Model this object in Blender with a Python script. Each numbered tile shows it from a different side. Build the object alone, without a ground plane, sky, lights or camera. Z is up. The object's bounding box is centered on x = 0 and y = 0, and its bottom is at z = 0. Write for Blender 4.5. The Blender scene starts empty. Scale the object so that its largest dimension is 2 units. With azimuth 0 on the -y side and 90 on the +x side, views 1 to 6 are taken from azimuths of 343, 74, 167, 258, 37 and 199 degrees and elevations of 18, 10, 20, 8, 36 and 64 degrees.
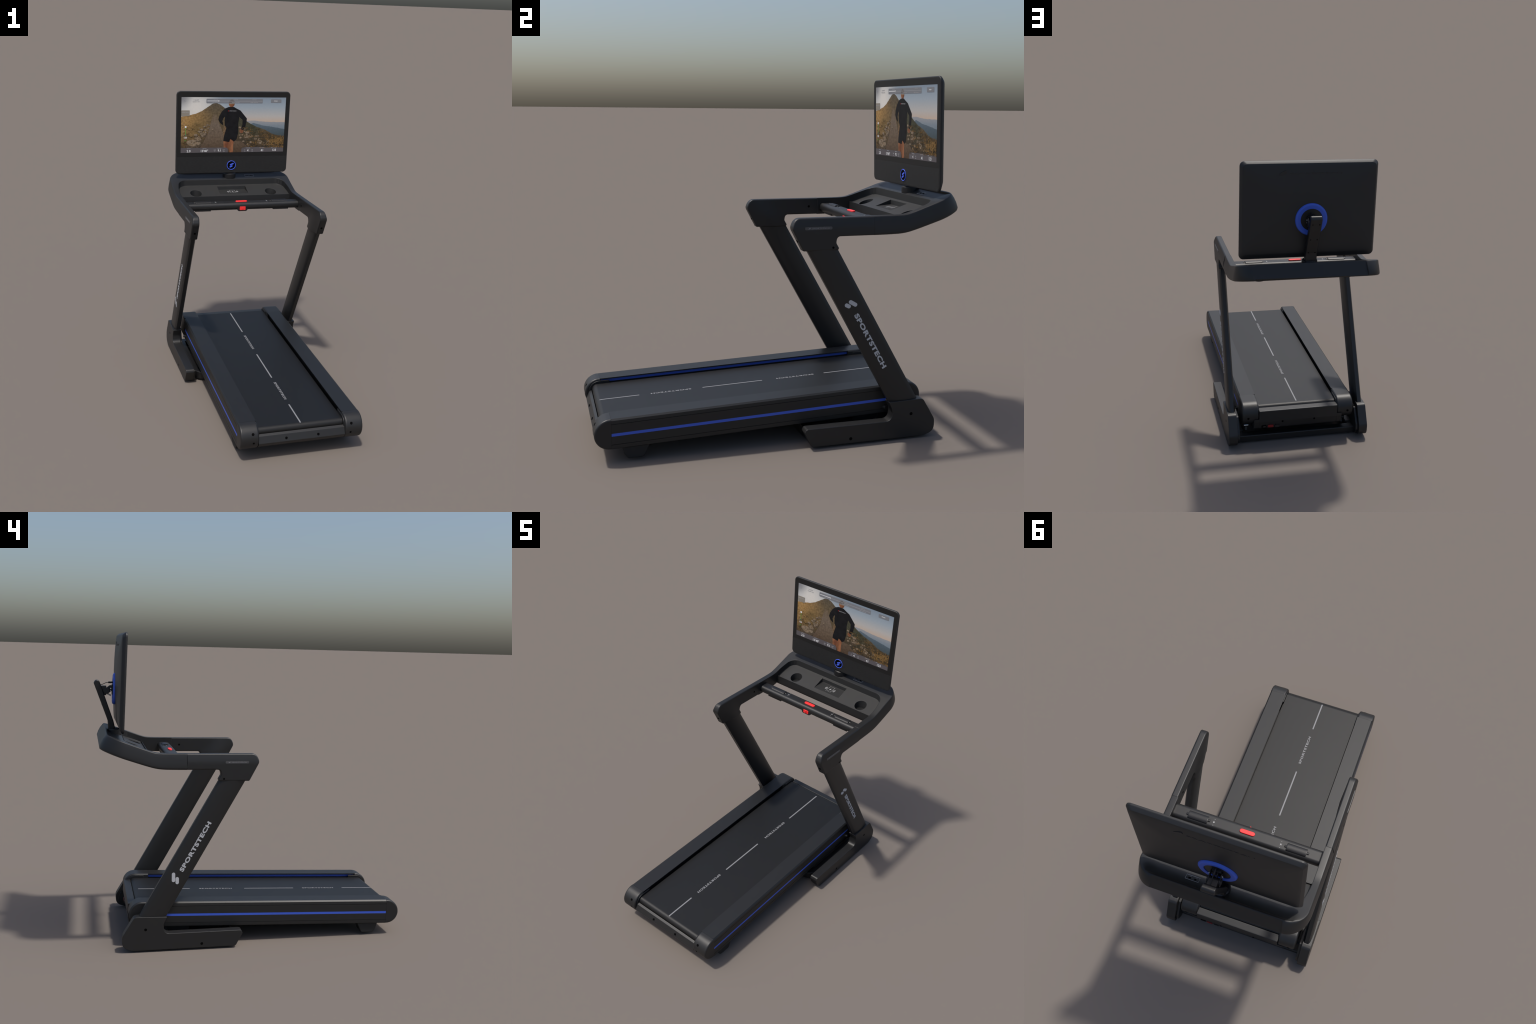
# Folding treadmill with a large swivel display, built part by part.
import bpy, bmesh, math, random
from mathutils import Vector, Matrix

random.seed(7)
SC = bpy.context.scene
SLOPE = 0.032                      # the deck rises gently towards the console


# ------------------------------------------------------------------ materials
def srgb(r, g, b):
    f = lambda c: (c / 255 / 12.92) if c / 255 <= 0.04045 else ((c / 255 + 0.055) / 1.055) ** 2.4
    return (f(r), f(g), f(b), 1.0)


def material(name, colour, rough=0.5, metallic=0.0, vary=0.0, scale=40.0, bump=0.0, bump_scale=900.0,
             stretch=(1, 1, 1), spec=0.5, round_edges=0.0, colour2=None, detail=3.0, ramp=(0.35, 0.65)):
    m = bpy.data.materials.new(name)
    m.use_nodes = True
    nt = m.node_tree
    b = nt.nodes["Principled BSDF"]
    b.inputs["Base Color"].default_value = (*colour[:3], 1)
    b.inputs["Roughness"].default_value = rough
    b.inputs["Metallic"].default_value = metallic
    b.inputs["Specular IOR Level"].default_value = spec
    tc = nt.nodes.new("ShaderNodeTexCoord")
    mp = nt.nodes.new("ShaderNodeMapping")
    mp.inputs["Scale"].default_value = stretch
    nt.links.new(tc.outputs["Object"], mp.inputs["Vector"])
    if vary or colour2:
        n = nt.nodes.new("ShaderNodeTexNoise")
        n.inputs["Scale"].default_value = scale
        n.inputs["Detail"].default_value = detail
        nt.links.new(mp.outputs["Vector"], n.inputs["Vector"])
        r = nt.nodes.new("ShaderNodeValToRGB")
        r.color_ramp.elements[0].position, r.color_ramp.elements[1].position = ramp
        a = [c * (1 - vary) for c in colour[:3]]
        z = colour2[:3] if colour2 else [c * (1 + vary) for c in colour[:3]]
        r.color_ramp.elements[0].color = (*a, 1)
        r.color_ramp.elements[1].color = (*z, 1)
        nt.links.new(n.outputs["Fac"], r.inputs["Fac"])
        nt.links.new(r.outputs["Color"], b.inputs["Base Color"])
    normal = None
    if round_edges:
        bv = nt.nodes.new("ShaderNodeBevel")
        bv.samples = 6
        bv.inputs["Radius"].default_value = round_edges
        normal = bv.outputs["Normal"]
    if bump:
        n = nt.nodes.new("ShaderNodeTexNoise")
        n.inputs["Scale"].default_value = bump_scale
        n.inputs["Detail"].default_value = 2.0
        nt.links.new(mp.outputs["Vector"], n.inputs["Vector"])
        bp = nt.nodes.new("ShaderNodeBump")
        bp.inputs["Strength"].default_value = bump
        bp.inputs["Distance"].default_value = 0.001
        nt.links.new(n.outputs["Fac"], bp.inputs["Height"])
        if normal:
            nt.links.new(normal, bp.inputs["Normal"])
        normal = bp.outputs["Normal"]
    if normal:
        nt.links.new(normal, b.inputs["Normal"])
    return m


BODY = material("satin_charcoal_plastic", (0.0135, 0.0135, 0.0138), 0.46, vary=0.03, scale=25, bump=0.03)
BODY_R = material("moulded_charcoal_plastic", (0.0135, 0.0135, 0.0138), 0.46, vary=0.03, scale=25, bump=0.03, round_edges=0.006)
STEEL = material("powder_coated_steel", (0.0135, 0.0135, 0.0138), 0.42, vary=0.03, scale=25, bump=0.03)
RAIL = material("anodised_rail", (0.011, 0.0112, 0.0118), 0.48, spec=0.47, vary=0.03, scale=20, bump=0.02)
RAIL_SIDE = material("rail_side_plastic", (0.012, 0.012, 0.012), 0.5, vary=0.03, scale=20)
BELT = material("belt_rubber", (0.0065, 0.0065, 0.0066), 0.5, spec=0.42, vary=0.04, scale=60, bump=0.12, bump_scale=700)
TRAY = material("tray_plastic", (0.021, 0.021, 0.0208), 0.55, spec=0.45, vary=0.03, scale=25, bump=0.04, round_edges=0.003)
BLACK = material("black_plastic", (0.010, 0.010, 0.011), 0.45)
RUBBER = material("black_rubber", (0.012, 0.012, 0.012), 0.7)
DARK = material("dark_recess", (0.002, 0.002, 0.002), 0.7, spec=0.05)  # near-black, so flat discs show the darkness inside screw holes and sockets
BLUE = material("blue_strip", (0.045, 0.112, 0.60), 0.45)
BLUE_RING = material("blue_ring_plastic", (0.042, 0.115, 0.60), 0.5)
BLUE_MARK = material("blue_mark", (0.07, 0.14, 0.80), 0.5)
RED = material("red_plastic", (0.95, 0.035, 0.035), 0.45)
RED_DARKENED = material("red_rocker_shade_tinted", (0.22, 0.004, 0.006), 0.45)  # switch red darkened to carry the shade at the front end
WHITE = material("pale_print", (0.22, 0.22, 0.225), 0.55)
GREY = material("grey_print", (0.50, 0.51, 0.53), 0.55)
ICON = material("bright_print", (0.36, 0.36, 0.36), 0.55)
BADGE = material("grey_badge", (0.075, 0.075, 0.078), 0.4)
CHROME = material("bright_steel", (0.62, 0.63, 0.65), 0.22, metallic=1.0)
BEZEL = material("display_bezel", (0.0140, 0.0137, 0.0135), 0.5, spec=0.3)
FABRIC = material("speaker_weave", (0.020, 0.020, 0.020), 0.6, vary=0.22, scale=160, stretch=(0.3, 3, 1), bump=0.25,
                  bump_scale=500, spec=0.3)
CASING = material("display_casing", (0.017, 0.017, 0.0175), 0.5, bump=0.03)


# ------------------------------------------------------------------ mesh tools
def add(name, mesh, mat, parent=None, matrix=None, smooth=40, weighted=True):
    o = bpy.data.objects.new(name, mesh)
    SC.collection.objects.link(o)
    if mat:
        mesh.materials.clear()
        mesh.materials.append(mat)
    if matrix:
        o.matrix_world = matrix
    if parent:
        o.parent = parent
        bpy.context.view_layer.update()
        o.matrix_parent_inverse = parent.matrix_world.inverted()
    for p in mesh.polygons:
        p.use_smooth = smooth > 0
    if smooth > 0:
        mesh.set_sharp_from_angle(angle=math.radians(smooth))
        if weighted:
            w = o.modifiers.new("weighted_normals", "WEIGHTED_NORMAL")
            w.keep_sharp = True
            w.weight = 80
    return o


def finish(bm, name):
    bmesh.ops.recalc_face_normals(bm, faces=bm.faces)
    me = bpy.data.meshes.new(name)
    bm.to_mesh(me)
    bm.free()
    return me


def rounded(points, seg=6):
    """Polygon of (a, b[, radius]) with filleted corners."""
    out, n = [], len(points)
    for i, p in enumerate(points):
        r = p[2] if len(p) > 2 else 0
        c = Vector(p[:2])
        if r <= 0:
            out.append(c)
            continue
        u = (Vector(points[i - 1][:2]) - c)
        v = (Vector(points[(i + 1) % n][:2]) - c)
        lu, lv = u.length, v.length
        u, v = u.normalized(), v.normalized()
        half = math.acos(max(-1, min(1, u.dot(v)))) / 2
        if abs(half - math.pi / 2) < 1e-3:
            out.append(c)
            continue
        d = min(r / math.tan(half), lu * 0.49, lv * 0.49)
        r = d * math.tan(half)
        centre = c + (u + v).normalized() * (r / math.sin(half))
        a0 = c + u * d - centre
        a1 = c + v * d - centre
        ang = a0.angle_signed(a1)
        k = max(2, int(seg * abs(ang) / (math.pi / 2)) + 1)
        for j in range(k + 1):
            t = -ang * j / k
            q = Vector((a0.x * math.cos(t) - a0.y * math.sin(t), a0.x * math.sin(t) + a0.y * math.cos(t)))
            out.append(centre + q)
    return out


def inset(poly, w):
    """Offset a closed polygon inwards by w (mitred)."""
    area = sum(a.x * b.y - b.x * a.y for a, b in zip(poly, poly[1:] + poly[:1]))
    s = 1 if area > 0 else -1
    res, n = [], len(poly)
    for i in range(n):
        e0 = (poly[i] - poly[i - 1]).normalized()
        e1 = (poly[(i + 1) % n] - poly[i]).normalized()
        n0, n1 = Vector((-e0.y, e0.x)) * s, Vector((-e1.y, e1.x)) * s
        m = n0 + n1
        if m.length < 1e-6:
            m = n0
        m = m.normalized()
        res.append(poly[i] + m * (w / max(0.35, m.dot(n0))))
    return res


def prism(poly, lo, hi, to3d, w=0.0, steps=4, w_hi=None):
    """Extrude a polygon between lo and hi; edges rounded by w. to3d(a, b, depth) -> xyz."""
    bm = bmesh.new()
    poly = [Vector(p[:2]) for p in poly]
    w_hi = w if w_hi is None else w_hi
    rings = []
    if w > 0:
        for k in range(steps + 1):
            t = math.pi / 2 * k / steps
            rings.append((lo + w * (1 - math.cos(t)) if k else lo, w * (1 - math.sin(t))))
    else:
        rings.append((lo, 0))
    if w_hi > 0:
        for k in range(steps, -1, -1):
            t = math.pi / 2 * k / steps
            rings.append((hi - w_hi * (1 - math.cos(t)), w_hi * (1 - math.sin(t))))
    else:
        rings.append((hi, 0))
    loops = []
    for d, ins in rings:
        q = inset(poly, ins) if ins > 1e-7 else poly
        loops.append([bm.verts.new(to3d(p.x, p.y, d)) for p in q])
    for a, b in zip(loops, loops[1:]):
        n = len(a)
        for i in range(n):
            bm.faces.new((a[i], a[(i + 1) % n], b[(i + 1) % n], b[i]))
    bm.faces.new(loops[0])
    bm.faces.new(loops[-1])
    return bm


YZ = lambda y, z, x: (x, y, z)                     # profile in the side plane, extruded across
XZ = lambda x, z, y: (x, y, z)                     # profile in the front plane, extruded along
XY = lambda x, y, z: (x, y, z)                     # plan outline, extruded upwards
DECK_SIDE = lambda y, dz, x: (x, y, 0.266 + SLOPE * y + dz)
DECK_XZ = lambda x, dz, y: (x, y, 0.266 + SLOPE * y + dz)
DECK_XY = lambda x, y, dz: (x, y, 0.266 + SLOPE * y + dz)


def plate(name, poly, lo, hi, to3d, mat, parent, w=0.0, w_hi=None, steps=4, smooth=40, matrix=None):
    return add(name, finish(prism(poly, lo, hi, to3d, w, steps, w_hi), name), mat, parent, matrix, smooth)


def square_joint(mesh, y, reach):
    """Undo the edge rounding where a part butts against its neighbour."""
    for v in mesh.vertices:
        if abs(v.co.y - y) < reach:
            v.co.y = y


def loft(rings, cap=True, closed=True):
    bm = bmesh.new()
    loops = [[bm.verts.new(p) for p in r] for r in rings]
    for a, b in zip(loops, loops[1:]):
        n = len(a)
        for i in range(n if closed else n - 1):
            bm.faces.new((a[i], a[(i + 1) % n], b[(i + 1) % n], b[i]))
    if cap:
        bm.faces.new(loops[0])
        bm.faces.new(loops[-1])
    return bm


def lathe(profile, axis_from, axis_dir, seg=32):
    """Revolve (distance along axis, radius) pairs."""
    d = Vector(axis_dir).normalized()
    u = d.orthogonal().normalized()
    v = d.cross(u)
    o = Vector(axis_from)
    rings = []
    for t, r in profile:
        rings.append([o + d * t + (u * math.cos(2 * math.pi * k / seg) + v * math.sin(2 * math.pi * k / seg)) * max(r, 1e-5)
                      for k in range(seg)])
    return loft(rings)


def disc(name, centre, direction, radius, depth, mat, parent, edge=0.0, seg=24, smooth=40, matrix=None):
    e = edge
    prof = [(0, radius), (depth, radius)] if not e else [(0, radius), (depth - e, radius), (depth - e * 0.3, radius - e * 0.3), (depth, radius - e)]
    return add(name, finish(lathe(prof, centre, direction, seg), name), mat, parent, matrix, smooth)


def tube(name, pts, r, mat, parent, seg=10, caps=True):
    c = bpy.data.curves.new(name, "CURVE")
    c.dimensions = "3D"
    sp = c.splines.new("BEZIER")
    sp.bezier_points.add(len(pts) - 1)
    for b, p in zip(sp.bezier_points, pts):
        b.co = p
        b.handle_left_type = b.handle_right_type = "AUTO"
    c.bevel_depth = r
    c.bevel_resolution = 3
    c.use_fill_caps = True
    tmp = bpy.data.objects.new("tmp", c)
    SC.collection.objects.link(tmp)
    bpy.context.view_layer.update()
    me = bpy.data.meshes.new_from_object(tmp.evaluated_get(bpy.context.evaluated_depsgraph_get()))
    bpy.data.objects.remove(tmp)
    bpy.data.curves.remove(c)
    return add(name, me, mat, parent)


def frame(origin, right, up):
    r = Vector(right).normalized()
    u = Vector(up)
    u = (u - r * u.dot(r)).normalized()
    n = r.cross(u)
    m = Matrix((r, u, n)).transposed().to_4x4()
    m.translation = Vector(origin)
    return m


def lettering(name, text, matrix, length, height, mat, parent, bold=0.0, thick=0.0008, spacing=1.0, shear=0.0):
    """Built-in-font text, stretched to length x height, centred on the matrix origin."""
    c = bpy.data.curves.new(name, "FONT")
    c.body = text
    c.size = 1.0
    c.offset = bold
    c.shear = shear
    c.space_character = spacing
    c.resolution_u = 3
    tmp = bpy.data.objects.new("tmp", c)
    SC.collection.objects.link(tmp)
    bpy.context.view_layer.update()
    me = bpy.data.meshes.new_from_object(tmp.evaluated_get(bpy.context.evaluated_depsgraph_get()))
    bpy.data.objects.remove(tmp)
    bpy.data.curves.remove(c)
    xs = [v.co.x for v in me.vertices]
    ys = [v.co.y for v in me.vertices]
    cx, cy = (min(xs) + max(xs)) / 2, (min(ys) + max(ys)) / 2
    sx = length / (max(xs) - min(xs)) if length else height / (max(ys) - min(ys))
    sy = height / (max(ys) - min(ys))
    for v in me.vertices:
        v.co.x = (v.co.x - cx) * sx
        v.co.y = (v.co.y - cy) * sy
        v.co.z = 0
    bm = bmesh.new()
    bm.from_mesh(me)
    g = bmesh.ops.extrude_face_region(bm, geom=bm.faces[:])
    for v in g["geom"]:
        if isinstance(v, bmesh.types.BMVert):
            v.co.z += thick
    bmesh.ops.recalc_face_normals(bm, faces=bm.faces)
    bm.to_mesh(me)
    bm.free()
    me.name = name
    return add(name, me, mat, parent, matrix, smooth=0)


def pill(a, b, r, seg=10):
    """Capsule outline from a to b."""
    a, b = Vector(a), Vector(b)
    d = (b - a).normalized()
    base = math.atan2(d.y, d.x)
    pts = []
    for c, s in ((b, base - math.pi / 2), (a, base + math.pi / 2)):
        for k in range(seg + 1):
            t = s + math.pi * k / seg
            pts.append(c + Vector((math.cos(t), math.sin(t))) * r)
    return pts


def rect(x0, y0, x1, y1, r=0.0, seg=5):
    return rounded([(x0, y0, r), (x1, y0, r), (x1, y1, r), (x0, y1, r)], seg)


def ellipse(cx, cy, rx, ry, n=28):
    return [Vector((cx + rx * math.cos(2 * math.pi * k / n), cy + ry * math.sin(2 * math.pi * k / n))) for k in range(n)]


def boolean(mesh, cutter_bms, op="DIFFERENCE"):
    o = bpy.data.objects.new("tmp_body", mesh)
    SC.collection.objects.link(o)
    helpers = []
    for bm in cutter_bms:
        h = bpy.data.objects.new("tmp_cut", finish(bm, "tmp_cut"))
        SC.collection.objects.link(h)
        helpers.append(h)
        md = o.modifiers.new("cut", "BOOLEAN")
        md.operation = op
        md.solver = "EXACT"
        md.object = h
    bpy.context.view_layer.update()
    res = bpy.data.meshes.new_from_object(o.evaluated_get(bpy.context.evaluated_depsgraph_get()))
    bpy.data.objects.remove(o)
    for h in helpers:
        bpy.data.objects.remove(h)
    return res


# ------------------------------------------------------------------ the thing
thing = bpy.data.objects.new("treadmill", None)
SC.collection.objects.link(thing)
thing["label"] = "charcoal folding treadmill with large display, blue side strips and slanted uprights"
thing["category"] = "treadmill"


# ------------------------------------------------------------------ deck: belt, rollers, rails
TOP = -0.028                       # belt surface below the rail tops
R_ROLL = 0.028
Y_BACK, Y_FRONT = -0.930, 0.718


def belt_path(y):
    return TOP


loop = []
for k in range(41):
    loop.append((Y_BACK + (Y_FRONT - Y_BACK) * k / 40, TOP))
for k in range(1, 16):
    t = math.pi / 2 - math.pi * k / 16
    loop.append((Y_FRONT + R_ROLL * math.cos(t), TOP - R_ROLL + R_ROLL * math.sin(t)))
loop.append((Y_FRONT, TOP - 2 * R_ROLL))
loop.append((Y_BACK, TOP - 2 * R_ROLL))
for k in range(1, 16):
    t = -math.pi / 2 - math.pi * k / 16
    loop.append((Y_BACK + R_ROLL * math.cos(t), TOP - R_ROLL + R_ROLL * math.sin(t)))
belt = plate("running_belt", loop, -0.264, 0.264, DECK_SIDE, BELT, thing, w=0.0)

for y0, y1 in ((-0.722, -0.938), (-0.017, -0.366), (0.360, 0.709)):
    ys = [y0 + (y1 - y0) * k / 12 for k in range(13)]
    rings = []
    for y in ys:
        if y < Y_BACK:
            dz = TOP - R_ROLL + math.sqrt(max(0, R_ROLL ** 2 - (y - Y_BACK) ** 2))
        else:
            dz = TOP
        rings.append([DECK_XZ(-0.0042, dz + 0.0007, y), DECK_XZ(0.0042, dz + 0.0007, y),
                      DECK_XZ(0.0042, dz - 0.002, y), DECK_XZ(-0.0042, dz - 0.002, y)])
    add("centre_dash", finish(loft(rings), "centre_dash"), WHITE, belt, smooth=0)
for yc in (-0.544, 0.183):
    lettering("belt_lettering", "SPORTSTECH", frame(DECK_XY(0, yc, TOP + 0.0002), (0, -1, -SLOPE), (1, 0, 0)), 0.227, 0.0165,
              WHITE, belt, bold=0.034, thick=0.0006, spacing=1.14)

# walking board and pan under the belt
plate("deck_board", [(-0.90, -0.040), (0.69, -0.040), (0.69, -0.075), (-0.90, -0.075)], -0.270, 0.270, DECK_SIDE, BLACK, thing)
plate("deck_pan", rounded([(-0.93, -0.10, 0.02), (0.70, -0.10, 0.02), (0.70, -0.150, 0.02), (-0.93, -0.150, 0.03)]), -0.30, 0.30,
      DECK_SIDE, BLACK, thing)
lift = plate("lift_frame", rounded([(0.19, 0.135), (0.21, 0.062, 0.02), (0.40, 0.052, 0.03), (0.66, 0.058, 0.02), (0.68, 0.150)]), -0.262, -0.205, YZ, BLACK, thing, w=0.003)
plate("lift_frame", rounded([(0.19, 0.135), (0.21, 0.062, 0.02), (0.40, 0.052, 0.03), (0.66, 0.058, 0.02), (0.68, 0.150)]), 0.205, 0.262, YZ, BLACK, thing, w=0.003)
plate("lift_frame", rect(0.28, 0.070, 0.34, 0.118, 0.01), -0.21, 0.21, YZ, BLACK, lift)
plate("lift_frame", rect(0.41, 0.064, 0.60, 0.136, 0.015), -0.335, 0.335, YZ, BLACK, lift, w=0.003)
for yc in (Y_BACK, Y_FRONT):
    for s in (-1, 1):
        z = DECK_SIDE(yc, TOP - R_ROLL, 0)[2]
        disc("roller_bushing", (s * 0.2645, yc, z), (s, 0, 0), 0.021, 0.008, BLACK, thing, edge=0.003)

for s in (-1, 1):
    X = lambda v: s * v
    # aluminium rail: plate on top with a chamfer, grooved side wall, open inner lip
    section = [(0.2705, 0.0), (0.371, 0.0), (0.380, -0.008), (0.381, -0.025), (0.3785, -0.0255), (0.3785, -0.0275),
               (0.381, -0.028), (0.381, -0.0755), (0.3795, -0.076), (0.3795, -0.0905), (0.381, -0.091),
               (0.381, -0.133), (0.3785, -0.1335), (0.3785, -0.1355), (0.381, -0.136), (0.380, -0.156), (0.375, -0.160),
               (0.300, -0.160), (0.290, -0.150), (0.290, -0.009), (0.2705, -0.0065)]
    sec = [(X(a), b) for a, b in section]
    bm = prism([Vector(p) for p in sec], -0.912, 0.62, DECK_XZ)
    rail = add("side_rail", finish(bm, "side_rail"), RAIL, thing, smooth=20)
    rail.data.materials.append(RAIL_SIDE)
    for p in rail.data.polygons:
        c = p.center
        if c.x * s > 0.3775 and p.normal.x * s > 0.9:
            p.material_index = 1
    plate("light_strip", rect(-0.0913, 0, -0.0757, 0.0013), -0.911, 0.600,
          lambda dz, dx, y: (X(0.3792 + dx), y, 0.266 + SLOPE * y + dz), BLUE, rail, smooth=0)
    plate("light_strip", rect(-0.0265, 0, -0.0125, 0.0016), -0.905, 0.640,
          lambda dz, dx, y: (X(0.2902 - dx), y, 0.266 + SLOPE * y + dz), BLUE, rail, smooth=0)
    # rounded end caps
    rear = [(-0.9125, 0.0), (-0.9125, -0.160)] + \
           [(-0.918 - 0.080 * math.cos(t), -0.080 + 0.080 * math.sin(t)) for t in
            [-math.pi / 2 + math.pi * k / 24 for k in range(25)]]
    cap = plate("rail_end_cap", [Vector(p) for p in rear], min(X(0.270), X(0.3815)), max(X(0.270), X(0.3815)), DECK_SIDE, BODY, rail, w=0.011)
    square_joint(cap.data, -0.9125, 0.0115)
    front = [(0.6205, -0.160), (0.6205, 0.0)] + \
            [(0.712 + 0.080 * math.cos(t), -0.080 + 0.080 * math.sin(t)) for t in
             [math.pi / 2 - math.pi * k / 24 for k in range(25)]]
    cap = plate("rail_end_cap", [Vector(p) for p in front], min(X(0.270), X(0.3815)), max(X(0.270), X(0.3815)), DECK_SIDE, BODY, rail, w=0.011)
    square_joint(cap.data, 0.6205, 0.0115)
    # inner cheeks that run round the belt at both ends
    for yc, sg in ((-0.918, -1), (0.712, 1)):
        arc = [(yc + sg * 0.056 * math.cos(t), -0.062 + 0.050 * math.sin(t)) for t in
               [math.pi / 2 - math.pi * k / 14 for k in range(15)]] + [(yc - sg * 0.06, -0.112), (yc - sg * 0.06, -0.012)]
        plate("rail_cheek", [Vector(p) for p in arc], min(X(0.2655), X(0.275)), max(X(0.2655), X(0.275)), DECK_SIDE, BLACK, rail, w=0.003)
    # screws in the rear cap
    for x, z, r in ((0.307, 0.193, 0.0085), (0.303, 0.139, 0.0065)):
        dzc = z - (0.266 + SLOPE * -0.99) + 0.080
        y = -0.918 - math.sqrt(0.080 ** 2 - dzc ** 2)
        nrm = Vector((0, y + 0.918, dzc)).normalized()
        c = Vector((X(x), y, z)) - nrm * 0.004
        disc("cap_screw", c, nrm, r, 0.0046, DARK, rail)
    # one screw in the front cap
    c = Vector((X(0.343), 0.786, 0.202))
    disc("cap_screw", c, (0, 1, 0), 0.0075, 0.0075, DARK, rail)
    # rear foot under the rail
    foot = rounded([(-0.862, 0.09), (-0.850, 0.045, 0.01), (-0.832, 0.014, 0.018), (-0.748, 0.014, 0.018), (-0.734, 0.045, 0.01), (-0.714, 0.09)])
    plate("rear_foot", foot, min(X(0.285), X(0.366)), max(X(0.285), X(0.366)), YZ, RUBBER, thing, w=0.006)

# rear cross cover between the caps
under = [(-0.918 - 0.0795 * math.sin(t), 0.1565 - 0.0795 * math.cos(t)) for t in [1.19 * k / 10 for k in range(11)]]
rear_cover = plate("rear_cover", [Vector(p) for p in [(-0.900, 0.077)] + under + [(-0.9765, 0.1655), (-0.9745, 0.1675), (-0.9620, 0.1750), (-0.9600, 0.1700), (-0.945, 0.115), (-0.900, 0.110)]],
                   -0.2695, 0.2695, YZ, BODY, thing, smooth=25)
face = Vector((0, -0.0365, 0.0155)).normalized()
for x in (-0.100, 0.100):
    for r, d, m in ((0.0075, 0.0006, DARK),):
        c = Vector((x, -0.9860, 0.1445)) + Vector((0, -0.92, 0.39)) * (d - 0.0030)
        disc("cover_screw", c, (0, -0.92, 0.39), r, 0.0040, m, rear_cover)

# front motor cover
motor_cover = plate("motor_cover", rounded([(0.745, 0.252, 0.003), (0.792, 0.249, 0.004), (0.795, 0.170, 0.03), (0.785, 0.118, 0.02), (0.758, 0.100, 0.02),
                                            (0.40, 0.098, 0.02), (0.40, 0.16), (0.745, 0.19)]), -0.2695, 0.2695, YZ, BODY_R, thing)
plate("motor_cover", rounded([(0.70, 0.19), (0.7943, 0.19), (0.7943, 0.170, 0.03), (0.7845, 0.1185, 0.02), (0.758, 0.1005, 0.02), (0.40, 0.0985, 0.02), (0.40, 0.16)]),
      -0.306, 0.306, YZ, BODY, thing, w=0.008)
for x in (-0.110, 0.110):
    disc("cover_screw", (x, 0.790, 0.164), (0, 1, 0), 0.007, 0.0058, DARK, motor_cover)
plate("power_switch", rect(0.172, 0.1235, 0.208, 0.142, 0.002), 0.783, 0.7945, XZ, RED_DARKENED, motor_cover, w=0.0, w_hi=0.001)
plate("power_inlet", rect(0.217, 0.120, 0.252, 0.142, 0.008), 0.780, 0.7925, XZ, DARK, motor_cover)
for x in (0.228, 0.2345, 0.241):
    disc("inlet_pin", (x, 0.790, 0.131), (0, 1, 0), 0.0016, 0.004, CHROME, motor_cover, seg=10)
plate("breaker_button", rect(0.128, 0.122, 0.160, 0.140, 0.004), 0.783, 0.7935, XZ, BLACK, motor_cover)

# ------------------------------------------------------------------ base frame
base_frame = plate("base_cross_tube", rect(0.712, 0.010, 0.766, 0.056, 0.006), -0.419, 0.419, YZ, STEEL, thing)
for s in (-1, 1):
    a, b = sorted((s * 0.4185, s * 0.477))
    prof = rounded([(0.562, 0.219, 0.004), (0.585, 0.170, 0.05), (0.578, 0.1115, 0.045), (0.092, 0.1135, 0.022), (0.084, 0.092, 0.01),
                    (0.1275, 0.0105, 0.018), (0.775, 0.009, 0.05), (0.838, 0.030, 0.045), (0.838, 0.100, 0.05), (0.765, 0.222, 0.03), (0.74, 0.224, 0.01)])
    foot = plate("base_foot", prof, a, b, YZ, BODY, thing, w=0.003)
    # steel plate on the inner side
    a, b = sorted((s * 0.4015, s * 0.4165))
    plate("pivot_plate", rounded([(0.640, 0.195, 0.01), (0.60, 0.10, 0.04), (0.13, 0.085, 0.01), (0.13, 0.012, 0.004), (0.78, 0.012, 0.03),
                                  (0.824, 0.06, 0.03), (0.812, 0.105, 0.03), (0.745, 0.195, 0.01)]), a, b, YZ, STEEL, foot, w=0.001)
    for y, z in ((0.695, 0.143), (0.344, 0.0365)):
        disc("foot_bolt", (s * 0.4745, y, z), (s, 0, 0), 0.009, 0.0028, DARK, foot)
    # flat frame tube along the inside of the foot, curving in under the deck
    outer = rounded([(0.4185, 0.70), (0.4185, 0.215, 0.10), (0.372, 0.136, 0.07), (0.30, 0.124, 0.05), (0.0005, 0.122), (0.0005, 0.168), (0.30, 0.170, 0.04), (0.360, 0.215, 0.05), (0.360, 0.70)], 10)
    plate("base_frame_tube", [Vector((s * p.x, p.y)) for p in outer], 0.010, 0.065, XY, BLACK, thing, w=0.006)
    # hinge lug, lift link and bolts between base and deck
    plate("hinge_lug", rounded([(0.52, 0.055), (0.69, 0.055), (0.66, 0.135, 0.02), (0.62, 0.150, 0.02), (0.585, 0.135, 0.02)]), *sorted((s * 0.330, s * 0.345)), YZ, BLACK, thing, w=0.001)
    disc("hinge_bolt", (s * 0.325, 0.690, 0.095), (s, 0, 0), 0.011, 0.03, CHROME if s > 0 else STEEL, thing, edge=0.003)
    tube("gas_strut", [(s * 0.395, 0.585, 0.158), (s * 0.37, 0.575, 0.155), (s * 0.33, 0.57, 0.150)], 0.012, STEEL, thing)
    disc("transport_wheel", (s * 0.372, 0.700, 0.030), (s, 0, 0), 0.030, 0.026, RUBBER, thing, edge=0.004)
    for y in (0.735, 0.240):
        disc("levelling_foot", (s * 0.372 if y > 0.5 else s * 0.39, y, 0.016), (0, 0, -1), 0.018, 0.016, RUBBER, thing, edge=0.004)

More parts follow.
